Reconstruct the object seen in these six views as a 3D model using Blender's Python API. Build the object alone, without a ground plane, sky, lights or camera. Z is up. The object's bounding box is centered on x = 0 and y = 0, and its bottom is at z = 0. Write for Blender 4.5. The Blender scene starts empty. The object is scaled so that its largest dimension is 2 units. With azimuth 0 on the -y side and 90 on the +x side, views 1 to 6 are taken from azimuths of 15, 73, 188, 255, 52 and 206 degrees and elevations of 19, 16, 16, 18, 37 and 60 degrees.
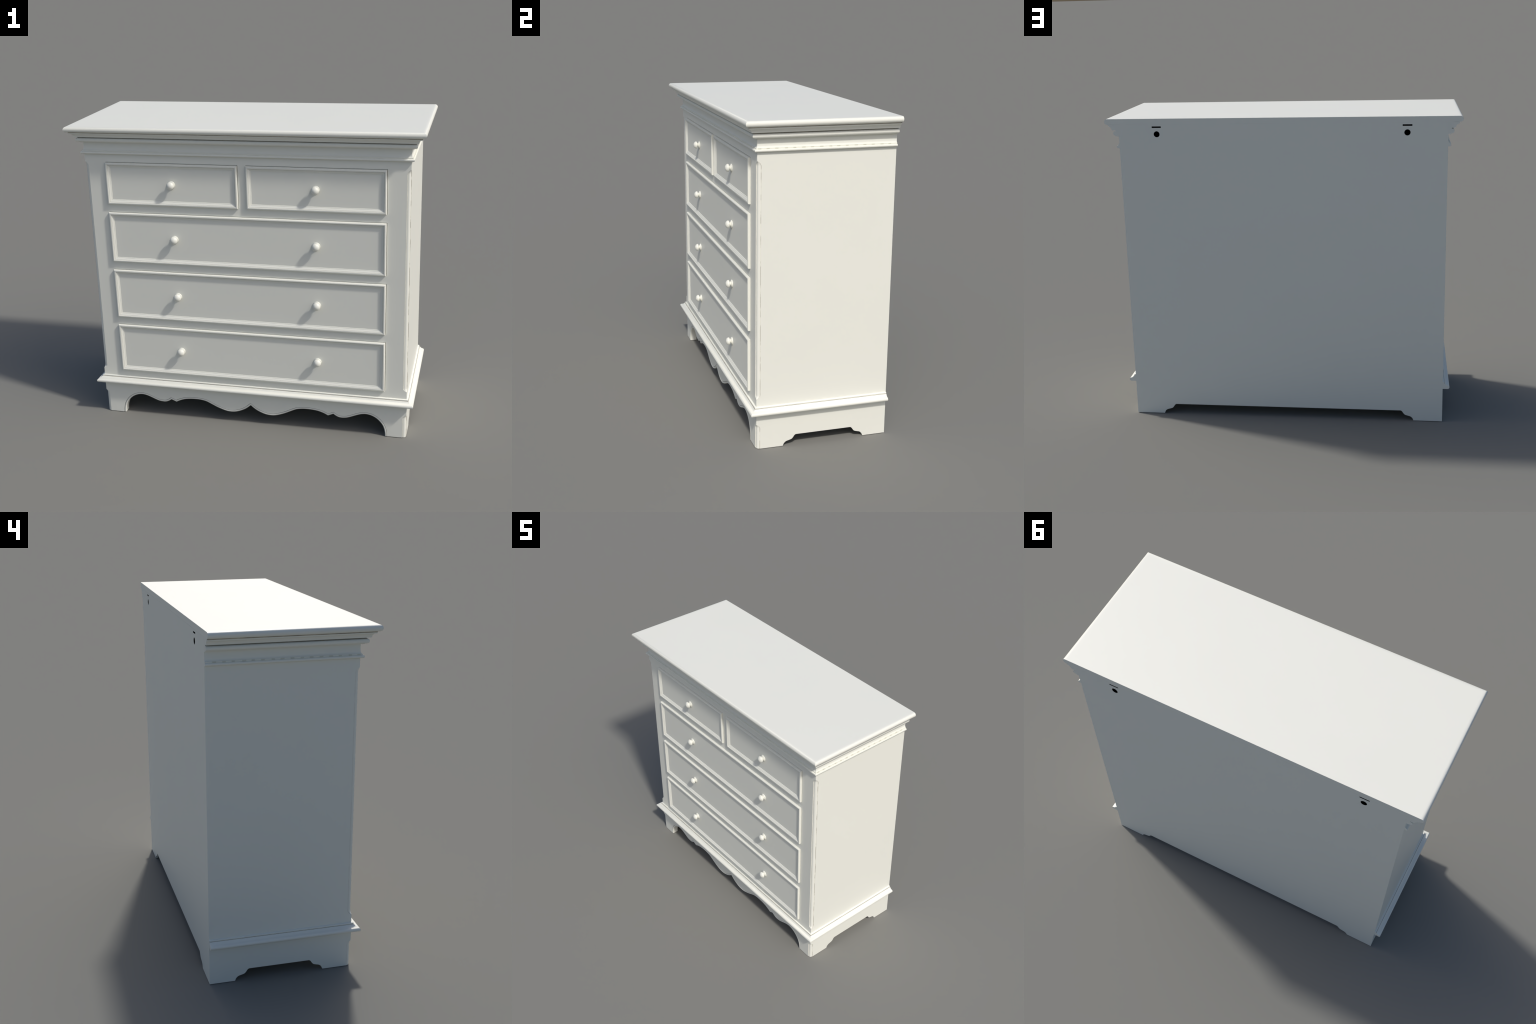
"""White painted chest of drawers: moulded top, two short over three long drawers,
turned knobs, stopped corner beads, scalloped apron.  Metres, z up, front faces -y."""
import bpy, bmesh, math
from mathutils import Vector

# ------------------------------------------------------------------ sizes
BX = 0.9200            # half width of the carcass
FY = -0.3362           # front plane of the carcass
BY = 0.4162            # back plane
TOP_Z = 1.7963
POST = 0.0450          # corner post, in plan
BOARD = 0.0435         # thickness of the front boards

# ------------------------------------------------------------------ materials
def paint(name, colour, rough, vary=0.02, scale=6.0, bump=0.0, spec=0.5):
    m = bpy.data.materials.new(name)
    m.use_nodes = True
    nt = m.node_tree
    b = nt.nodes["Principled BSDF"]
    tc = nt.nodes.new("ShaderNodeTexCoord")
    n = nt.nodes.new("ShaderNodeTexNoise")
    n.inputs["Scale"].default_value = scale
    n.inputs["Detail"].default_value = 4.0
    nt.links.new(tc.outputs["Object"], n.inputs["Vector"])
    r = nt.nodes.new("ShaderNodeValToRGB")
    r.color_ramp.elements[0].position = 0.3
    r.color_ramp.elements[1].position = 0.7
    r.color_ramp.elements[0].color = [c * (1 - vary) for c in colour] + [1]
    r.color_ramp.elements[1].color = [min(1, c * (1 + vary)) for c in colour] + [1]
    nt.links.new(n.outputs["Fac"], r.inputs["Fac"])
    nt.links.new(r.outputs["Color"], b.inputs["Base Color"])
    b.inputs["Roughness"].default_value = rough
    b.inputs["Specular IOR Level"].default_value = spec
    if bump:
        n2 = nt.nodes.new("ShaderNodeTexNoise")
        n2.inputs["Scale"].default_value = 60.0
        nt.links.new(tc.outputs["Object"], n2.inputs["Vector"])
        bp = nt.nodes.new("ShaderNodeBump")
        bp.inputs["Strength"].default_value = bump
        bp.inputs["Distance"].default_value = 0.001
        nt.links.new(n2.outputs["Fac"], bp.inputs["Height"])
        nt.links.new(bp.outputs["Normal"], b.inputs["Normal"])
    return m

PAINT = paint("white_paint", (0.80, 0.804, 0.735), 0.45, vary=0.006, scale=2.5)
DARK_GROOVE = paint("dark_tan_grooves", (0.36, 0.335, 0.28), 0.7, vary=0.35, scale=14.0, spec=0.2)
def dashed_groove():
    """Baked crevice shadow, aliased into dashes, painted along the depth of the chest."""
    m = paint("painted_shade_dashes", (0.80, 0.804, 0.735), 0.5, vary=0.0)
    nt = m.node_tree
    b = nt.nodes["Principled BSDF"]
    tc = nt.nodes.new("ShaderNodeTexCoord")
    w = nt.nodes.new("ShaderNodeTexWave")
    w.wave_type, w.bands_direction = "BANDS", "Y"
    w.inputs["Scale"].default_value = 6.7
    w.inputs["Distortion"].default_value = 1.2
    w.inputs["Detail Scale"].default_value = 3.0
    r = nt.nodes.new("ShaderNodeValToRGB")
    r.color_ramp.elements[0].position, r.color_ramp.elements[0].color = 0.15, (0.60, 0.60, 0.51, 1)
    r.color_ramp.elements[1].position, r.color_ramp.elements[1].color = 0.45, (0.78, 0.78, 0.70, 1)
    nt.links.new(tc.outputs["Object"], w.inputs["Vector"])
    nt.links.new(w.outputs["Fac"], r.inputs["Fac"])
    nt.links.new(r.outputs["Color"], b.inputs["Base Color"])
    return m
def worn_groove():
    """Paint rubbed through to brown in short patches."""
    m = paint("worn_paint_patches", (0.80, 0.804, 0.735), 0.5, vary=0.0, scale=16.0)
    r = next(n for n in m.node_tree.nodes if n.type == "VALTORGB").color_ramp
    r.elements[0].position, r.elements[0].color = 0.44, (0.33, 0.295, 0.24, 1)
    r.elements[1].position, r.elements[1].color = 0.56, (0.76, 0.75, 0.67, 1)
    return m
DASH = dashed_groove()
WORN = worn_groove()
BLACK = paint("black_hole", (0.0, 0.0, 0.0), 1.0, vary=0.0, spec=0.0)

# ------------------------------------------------------------------ helpers
root = bpy.data.objects.new("chest_of_drawers", None)
bpy.context.scene.collection.objects.link(root)
root["label"] = "white painted five-drawer chest with moulded top and scalloped apron"
root["category"] = "chest of drawers"

def make(name, bm, parent=root, loc=(0, 0, 0), mats=(PAINT,), sharp=32.0):
    bmesh.ops.remove_doubles(bm, verts=bm.verts, dist=1e-6)
    bmesh.ops.recalc_face_normals(bm, faces=bm.faces)
    me = bpy.data.meshes.new(name)
    bm.to_mesh(me)
    bm.free()
    for m in mats:
        me.materials.append(m)
    me.shade_smooth()
    me.set_sharp_from_angle(angle=math.radians(sharp))
    ob = bpy.data.objects.new(name, me)
    ob.location = loc
    bpy.context.scene.collection.objects.link(ob)
    ob.parent = parent
    return ob

def again(ob, parent=root, loc=(0, 0, 0)):
    c = ob.copy()
    c.location = loc
    c.parent = parent
    bpy.context.scene.collection.objects.link(c)
    return c

def arc(cx, cz, r, a0, a1, n=8, rz=None):
    rz = r if rz is None else rz
    return [(cx + r * math.cos(math.radians(a0 + (a1 - a0) * i / n)),
             cz + rz * math.sin(math.radians(a0 + (a1 - a0) * i / n))) for i in range(n + 1)]

def rings_to_solid(bm, rings, strips=(), columns=(), skip=None):
    """Join successive closed rings with quads, cap both ends; grime and columns give
    the material slot of a strip across or along the rings."""
    vs = [[bm.verts.new(p) for p in r] for r in rings]
    n = len(rings[0])
    for k in range(len(vs) - 1):
        for i in range(n):
            f = bm.faces.new((vs[k][i], vs[k][(i + 1) % n], vs[k + 1][(i + 1) % n], vs[k + 1][i]))
            if k in strips and not (n == 4 and i == skip):
                f.material_index = strips[k]
            elif i in columns:
                f.material_index = columns[i]
    bm.faces.new(vs[0])
    bm.faces.new(vs[-1])
    return vs

def moulding(profile, back=BY):
    """Solid whose outline (overhang, z) runs round the left, front and right
    sides, mitred at the two front corners, cut flush at the back.  A third value
    on a point is the material slot of the strip that starts there."""
    bm = bmesh.new()
    rings = [[(-BX - p[0], back, p[1]), (-BX - p[0], FY - p[0], p[1]),
              (BX + p[0], FY - p[0], p[1]), (BX + p[0], back, p[1])] for p in profile]
    rings_to_solid(bm, rings, {k: p[2] for k, p in enumerate(profile) if len(p) > 2}, skip=3)
    return bm

def extrude_outline(outline, to3d, t0, t1, bm=None):
    """Prism: 2D outline placed by to3d(u, v, t) between t0 and t1."""
    bm = bm or bmesh.new()
    a = [bm.verts.new(to3d(u, v, t0)) for u, v in outline]
    b = [bm.verts.new(to3d(u, v, t1)) for u, v in outline]
    n = len(outline)
    for i in range(n):
        bm.faces.new((a[i], a[(i + 1) % n], b[(i + 1) % n], b[i]))
    bm.faces.new(a)
    bm.faces.new(b)
    return bm

def box(bm, x0, x1, y0, y1, z0, z1):
    return extrude_outline([(x0, y0), (x1, y0), (x1, y1), (x0, y1)],
                           lambda u, v, t: (u, v, t), z0, z1, bm)

def spline(pts, n=8):
    """Catmull-Rom through control points, ends included."""
    out = []
    P = [Vector(p) for p in pts]
    P = [2 * P[0] - P[1]] + P + [2 * P[-1] - P[-2]]
    for i in range(1, len(P) - 2):
        p0, p1, p2, p3 = P[i - 1:i + 3]
        for k in range(n):
            t = k / n
            out.append(tuple(0.5 * (2 * p1 + (p2 - p0) * t + (2 * p0 - 5 * p1 + 4 * p2 - p3) * t * t
                                    + (3 * p1 - p0 - 3 * p2 + p3) * t ** 3)))
    out.append(tuple(P[-2]))
    return out

def offset_path(path, d):
    """Parallel copy of an open 2D path, mitred, to its left side."""
    P = [Vector(p) for p in path]
    out = []
    for i, p in enumerate(P):
        e = []
        if i > 0:
            e.append((p - P[i - 1]).normalized())
        if i < len(P) - 1:
            e.append((P[i + 1] - p).normalized())
        ns = [Vector((-t.y, t.x)) for t in e]
        if len(ns) == 1:
            m = ns[0]
        else:
            m = (ns[0] + ns[1]).normalized()
            m = m / max(0.45, m.dot(ns[0]))
        out.append((p.x + m.x * d, p.y + m.y * d))
    return out

# ------------------------------------------------------------------ top
top_profile = ([(0.0, 1.7645), (0.062, 1.7645)]
               + arc(0.0645, 1.78055, 0.0155, -90, 80, 12, rz=0.0158)
               + [(0.0590, TOP_Z - 0.00005), (0.040, TOP_Z)])
make("tabletop", moulding(top_profile))

cornice_profile = ([(-0.02, 1.6320), (0.0115, 1.6320)]
                   + arc(0.0098, 1.6390, 0.0070, -80, 85, 8)
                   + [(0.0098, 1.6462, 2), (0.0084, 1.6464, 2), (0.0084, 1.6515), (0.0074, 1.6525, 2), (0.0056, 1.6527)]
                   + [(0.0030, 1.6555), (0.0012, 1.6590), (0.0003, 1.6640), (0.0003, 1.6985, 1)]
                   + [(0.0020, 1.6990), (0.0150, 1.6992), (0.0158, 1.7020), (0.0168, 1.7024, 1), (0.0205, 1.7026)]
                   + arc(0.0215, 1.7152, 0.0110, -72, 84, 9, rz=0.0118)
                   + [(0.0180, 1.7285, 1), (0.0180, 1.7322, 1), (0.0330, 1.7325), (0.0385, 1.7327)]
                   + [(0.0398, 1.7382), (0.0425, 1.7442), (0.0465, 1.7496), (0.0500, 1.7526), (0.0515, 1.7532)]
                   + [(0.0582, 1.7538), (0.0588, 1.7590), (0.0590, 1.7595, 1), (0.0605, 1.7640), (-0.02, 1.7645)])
cornice = make("cornice", moulding(cornice_profile, back=BY - 0.0005), mats=(PAINT, DARK_GROOVE, DASH))

# ------------------------------------------------------------------ base moulding
base_profile = ([(-0.02, 0.2065), (0.0300, 0.2065)]
                + arc(0.0290, 0.2170, 0.0100, -85, 75, 9, rz=0.0105)
                + [(0.0260, 0.2285), (0.0210, 0.2305), (0.0165, 0.2345), (0.0135, 0.2390),
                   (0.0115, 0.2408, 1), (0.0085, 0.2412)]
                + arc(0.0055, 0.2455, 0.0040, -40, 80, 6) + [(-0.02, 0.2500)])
make("base_moulding", moulding(base_profile, back=BY - 0.0005), mats=(PAINT, DARK_GROOVE))

# ------------------------------------------------------------------ sides with bracket feet
def ogee_foot(reach, drop=0.0605):
    """Bracket cut: from the floor point inwards; u measured into the opening."""
    pts = [(0.0, 0.0), (0.0055, 0.0140), (0.0175, 0.0250), (0.0340, 0.0300), (0.0500, 0.0355),
           (0.0590, 0.0450), (0.0660, 0.0555), (0.0740, drop)]
    return [(reach[0] + reach[1] * u, v) for u, v in spline(pts, 5)]

side_outline = ([(FY + POST, 0.0)] + ogee_foot((-0.1840, 1)) + ogee_foot((0.2840, -1))[::-1]
                + [(BY - 0.016, 0.0), (BY - 0.016, 1.640), (FY + POST, 1.640)])
for s in (-1, 1):
    bm = extrude_outline(side_outline, lambda u, v, t: (t, u, v), s * (BX - 0.022), s * BX)
    make("side_panel", bm)

# ------------------------------------------------------------------ back with bracket feet and hanging holes
back_outline = ([(-BX, 0.0)] + ogee_foot((-0.7530, 1), 0.0618) + ogee_foot((0.7530, -1), 0.0618)[::-1]
                + [(BX, 0.0), (BX, 1.7640), (-BX, 1.7640)])
back = make("back_panel", extrude_outline(back_outline, lambda u, v, t: (u, t, v), BY - 0.016, BY))

def disc(cx, cz, r, n=32):
    return [(cx + r * math.cos(2 * math.pi * i / n), cz + r * math.sin(2 * math.pi * i / n)) for i in range(n)]

hole_outlines = []
for s in (-1, 1):
    hole_outlines.append(disc(s * 0.7000, 1.7088, 0.0170))
    hole_outlines.append([(s * 0.70 - 0.0265, 1.7445), (s * 0.70 + 0.0265, 1.7445),
                          (s * 0.70 + 0.0265, 1.7532), (s * 0.70 - 0.0265, 1.7532)])
cut_bm = bmesh.new()
for o in hole_outlines:
    extrude_outline(o, lambda u, v, t: (u, t, v), BY - 0.350, BY + 0.01, cut_bm)
cutter = make("hole_cutter", cut_bm)
dg = None
for ob in (back, cornice):
    md = ob.modifiers.new("holes", "BOOLEAN")
    md.operation = "DIFFERENCE"
    md.solver = "EXACT"
    md.object = cutter
    dg = bpy.context.evaluated_depsgraph_get()
    new = bpy.data.meshes.new_from_object(ob.evaluated_get(dg))
    ob.modifiers.clear()
    old = ob.data
    ob.data = new
    bpy.data.meshes.remove(old)
    new.name = ob.name
    new.shade_smooth()
    new.set_sharp_from_angle(angle=math.radians(32))
cm = cutter.data
bpy.data.objects.remove(cutter)
bpy.data.meshes.remove(cm)
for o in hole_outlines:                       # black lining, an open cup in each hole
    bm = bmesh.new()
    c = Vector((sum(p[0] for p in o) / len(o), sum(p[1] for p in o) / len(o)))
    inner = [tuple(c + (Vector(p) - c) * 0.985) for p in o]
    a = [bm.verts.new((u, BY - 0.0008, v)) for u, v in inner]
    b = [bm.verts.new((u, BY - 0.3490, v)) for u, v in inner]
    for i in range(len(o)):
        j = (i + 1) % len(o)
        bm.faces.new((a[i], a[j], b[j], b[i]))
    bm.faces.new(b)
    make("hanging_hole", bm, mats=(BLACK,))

# ------------------------------------------------------------------ corner posts with stopped beads
def post_section(t):
    """Outer edge of the post in plan, (in from side, in from front): a quirk cut back
    from the front, then a bead; t shrinks the cut towards the square corner."""
    q = 0.0205
    bd = [(q, 0.0), (q, 0.0034)]
    n = 12
    a = Vector((q - 0.0004, 0.0037))
    b = Vector((0.0022, q - 0.0002))
    mid = (a + b) / 2
    nrm = Vector((-(b - a).y, (b - a).x)).normalized()
    if nrm.dot(-mid) < 0:
        nrm = -nrm
    for i in range(n + 1):
        u = i / n
        p = a.lerp(b, u) + nrm * 0.0064 * (1 - (2 * u - 1) ** 2) ** 0.8
        bd.append((p.x, p.y))
    bd += [(0.0022, q + 0.0008), (0.0, q + 0.0010)]
    return [(x * t, y * t) for x, y in bd]

def stop(z_end, z_in, n=9):
    """Heights and depths over a rounded stop, from the square end inwards."""
    res = [(z_end, 0.004)]
    for i in range(1, n + 1):
        s = i / n
        res.append((z_end + (z_in - z_end) * s, (1 - (1 - s) ** 2) ** 0.85))
    return res

levels = [(0.0, 1.0)]
levels += stop(0.1440, 0.1200)[::-1]
levels += stop(0.2930, 0.3150)
levels += stop(1.5860, 1.5590)[::-1]
levels += [(1.640, 0.004)]
for s in (-1, 1):
    rings = []
    for z, t in levels:
        e = post_section(t)
        ring = [(s * (BX - a), FY + b, z) for a, b in e]
        ring += [(s * BX, FY + POST, z), (s * (BX - POST), FY + POST, z), (s * (BX - POST), FY, z)]
        rings.append(ring)
    bm = bmesh.new()
    rings_to_solid(bm, rings, columns={1: 1, 14: 1, 15: 1})
    make("corner_post", bm, mats=(PAINT, WORN), sharp=34)

# ------------------------------------------------------------------ face frame (stiles, rails, mullion)
ROWS = [(1.3390, 1.5855), (0.9900, 1.2922), (0.6400, 0.9425), (0.2910, 0.5935)]
OPEN_X, MULL = 0.7970, 0.0230
bm = bmesh.new()
xs = [-BX + POST, -OPEN_X, -MULL, MULL, OPEN_X, BX - POST]
zs = [0.2070] + sorted(z for r in ROWS for z in r) + [1.640]
def solid_cell(i, j):
    if i < 0 or j < 0 or i >= len(xs) - 1 or j >= len(zs) - 1:
        return False
    row = j % 2 == 1
    if not row:
        return True
    if i in (0, 4):
        return True
    return i == 2 and zs[j] > 1.3
V = {}
def gv(i, j, k):
    key = (i, j, k)
    if key not in V:
        V[key] = bm.verts.new((xs[i], FY + (BOARD if k else 0.0), zs[j]))
    return V[key]
for i in range(len(xs) - 1):
    for j in range(len(zs) - 1):
        if not solid_cell(i, j):
            continue
        for k in (0, 1):
            bm.faces.new((gv(i, j, k), gv(i + 1, j, k), gv(i + 1, j + 1, k), gv(i, j + 1, k)))
        for di, dj, a, b in ((-1, 0, (0, 0), (0, 1)), (1, 0, (1, 0), (1, 1)), (0, -1, (0, 0), (1, 0)), (0, 1, (0, 1), (1, 1))):
            if not solid_cell(i + di, j + dj):
                p, q = (i + a[0], j + a[1]), (i + b[0], j + b[1])
                bm.faces.new((gv(*p, 0), gv(*q, 0), gv(*q, 1), gv(*p, 1)))
make("face_frame", bm)

# ------------------------------------------------------------------ scalloped apron with beaded edge
half = (spline([(0.0, 0.1196), (0.028, 0.0968), (0.056, 0.0812), (0.090, 0.0690), (0.122, 0.0652),
                (0.155, 0.0688), (0.204, 0.0858), (0.240, 0.1030), (0.275, 0.1195), (0.308, 0.1266),
                (0.342, 0.1283), (0.376, 0.1268), (0.408, 0.1222), (0.440, 0.1118), (0.4665, 0.0984)], 5)
        + spline([(0.4665, 0.0984), (0.4975, 0.1122)], 1)[1:]
        + spline([(0.4975, 0.1122), (0.517, 0.0996), (0.534, 0.0934), (0.556, 0.0926), (0.585, 0.0978),
                  (0.635, 0.1180), (0.662, 0.1268), (0.688, 0.1298), (0.715, 0.1252), (0.742, 0.1130),
                  (0.764, 0.0950), (0.782, 0.0720), (0.7930, 0.0471), (0.7980, 0.0230), (0.7995, 0.0)], 5)[1:])
edge = [(-x, z) for x, z in half[:0:-1]] + half          # left foot to right foot
BEAD = 0.0125
def along(d):
    p = offset_path(edge, d)
    p[0] = (-0.7995 - d, 0.0)
    p[-1] = (0.7995 + d, 0.0)
    return p
inner = along(BEAD)
ax = BX - POST
lower = [(-ax, 0.0)]
for p in inner + [(ax, 0.0)]:                             # keep the run strictly left to right
    if p[0] > lower[-1][0] + 2e-5:
        lower.append(p)
bm = bmesh.new()
cols = [[bm.verts.new((x, y, zz)) for zz, y in ((z, FY), (0.2070, FY), (0.2070, FY + BOARD), (z, FY + BOARD))]
        for x, z in lower]
for a, b in zip(cols, cols[1:]):
    for k in range(4):
        bm.faces.new((a[k], a[(k + 1) % 4], b[(k + 1) % 4], b[k]))
bm.faces.new(cols[0])
bm.faces.new(cols[-1])
make("apron", bm, sharp=35)

bead_section = [(BEAD, 0.0050), (BEAD - 0.0022, 0.0050), (BEAD - 0.0024, 0.0014), (BEAD - 0.0036, 0.0002),
                (BEAD - 0.0062, -0.0006), (0.0032, 0.0002), (0.0011, 0.0016), (0.0, 0.0045), (0.0, BOARD), (BEAD, BOARD)]
paths = [along(d) for d, _ in bead_section]
bm = bmesh.new()
n = len(edge)
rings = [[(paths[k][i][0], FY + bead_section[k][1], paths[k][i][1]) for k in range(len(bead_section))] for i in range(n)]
rings_to_solid(bm, rings, columns={0: 1, 1: 1})              # dark tan colour in the quirk behind the bead
make("apron_bead", bm, mats=(PAINT, DARK_GROOVE), sharp=40)

# ------------------------------------------------------------------ drawers and knobs
GAP = 0.0026
frame = [(0.0, -0.026), (0.0, 0.0075), (0.0006, 0.0104), (0.0020, 0.0126), (0.0045, 0.0140), (0.0075, 0.0143),
         (0.0104, 0.0136), (0.0126, 0.0119), (0.0134, 0.0100), (0.0142, 0.0100), (0.0145, 0.0106),
         (0.0180, 0.0088), (0.0212, 0.0066), (0.0240, 0.0050), (0.0246, 0.0045), (0.0252, 0.0049),
         (0.0266, 0.0047), (0.0274, 0.0039), (0.0278, 0.0025)]
def drawer_mesh(w, h):
    bm = bmesh.new()
    x0, z0 = -w / 2 + 0.0003, -h / 2 + 0.0003          # rests left and low in its opening,
    x1, z1 = w / 2 - GAP, h / 2 - GAP                  # so the slit shows right and above
    rings = [[(x0 + d, -p, z0 + d), (x1 - d, -p, z0 + d), (x1 - d, -p, z1 - d), (x0 + d, -p, z1 - d)] for d, p in frame]
    rings_to_solid(bm, rings, strips={8: 1})
    return bm

knob_profile = [(0.0, 0.0222), (0.0020, 0.0226), (0.0040, 0.0218), (0.0052, 0.0185), (0.0062, 0.0168), (0.0082, 0.0150),
                (0.0100, 0.0118), (0.0120, 0.0100), (0.0140, 0.0105), (0.0152, 0.0135), (0.0162, 0.0185),
                (0.0180, 0.0216), (0.0205, 0.0226), (0.0240, 0.0222), (0.0280, 0.0204), (0.0320, 0.0168),
                (0.0352, 0.0122), (0.0373, 0.0070), (0.0381, 0.0024)]
def knob_mesh(seg=32):
    bm = bmesh.new()
    rings = [[(r * math.cos(2 * math.pi * i / seg), -d, r * math.sin(2 * math.pi * i / seg)) for i in range(seg)]
             for d, r in knob_profile]
    rings_to_solid(bm, rings)
    return bm

knob = None
def add_knob(parent, x):
    global knob
    loc = (x, -0.0022, 0.0)
    if knob is None:
        knob = make("knob", knob_mesh(), parent=parent, loc=loc, sharp=50)
    else:
        again(knob, parent, loc)

z0, z1 = ROWS[0]
short = make("drawer", drawer_mesh(OPEN_X - MULL, z1 - z0), loc=(-(OPEN_X + MULL) / 2, FY, (z0 + z1) / 2), mats=(PAINT, DARK_GROOVE))
add_knob(short, 0.0)
add_knob(again(short, loc=((OPEN_X + MULL) / 2, FY, (z0 + z1) / 2)), 0.0)
long_drawer = None
for z0, z1 in ROWS[1:]:
    loc = (0.0, FY, (z0 + z1) / 2)
    if long_drawer is None:
        long_drawer = d = make("drawer", drawer_mesh(2 * OPEN_X, z1 - z0), loc=loc, mats=(PAINT, DARK_GROOVE))
    else:
        d = again(long_drawer, loc=loc)
    for x in (-0.41, 0.41):
        add_knob(d, x)
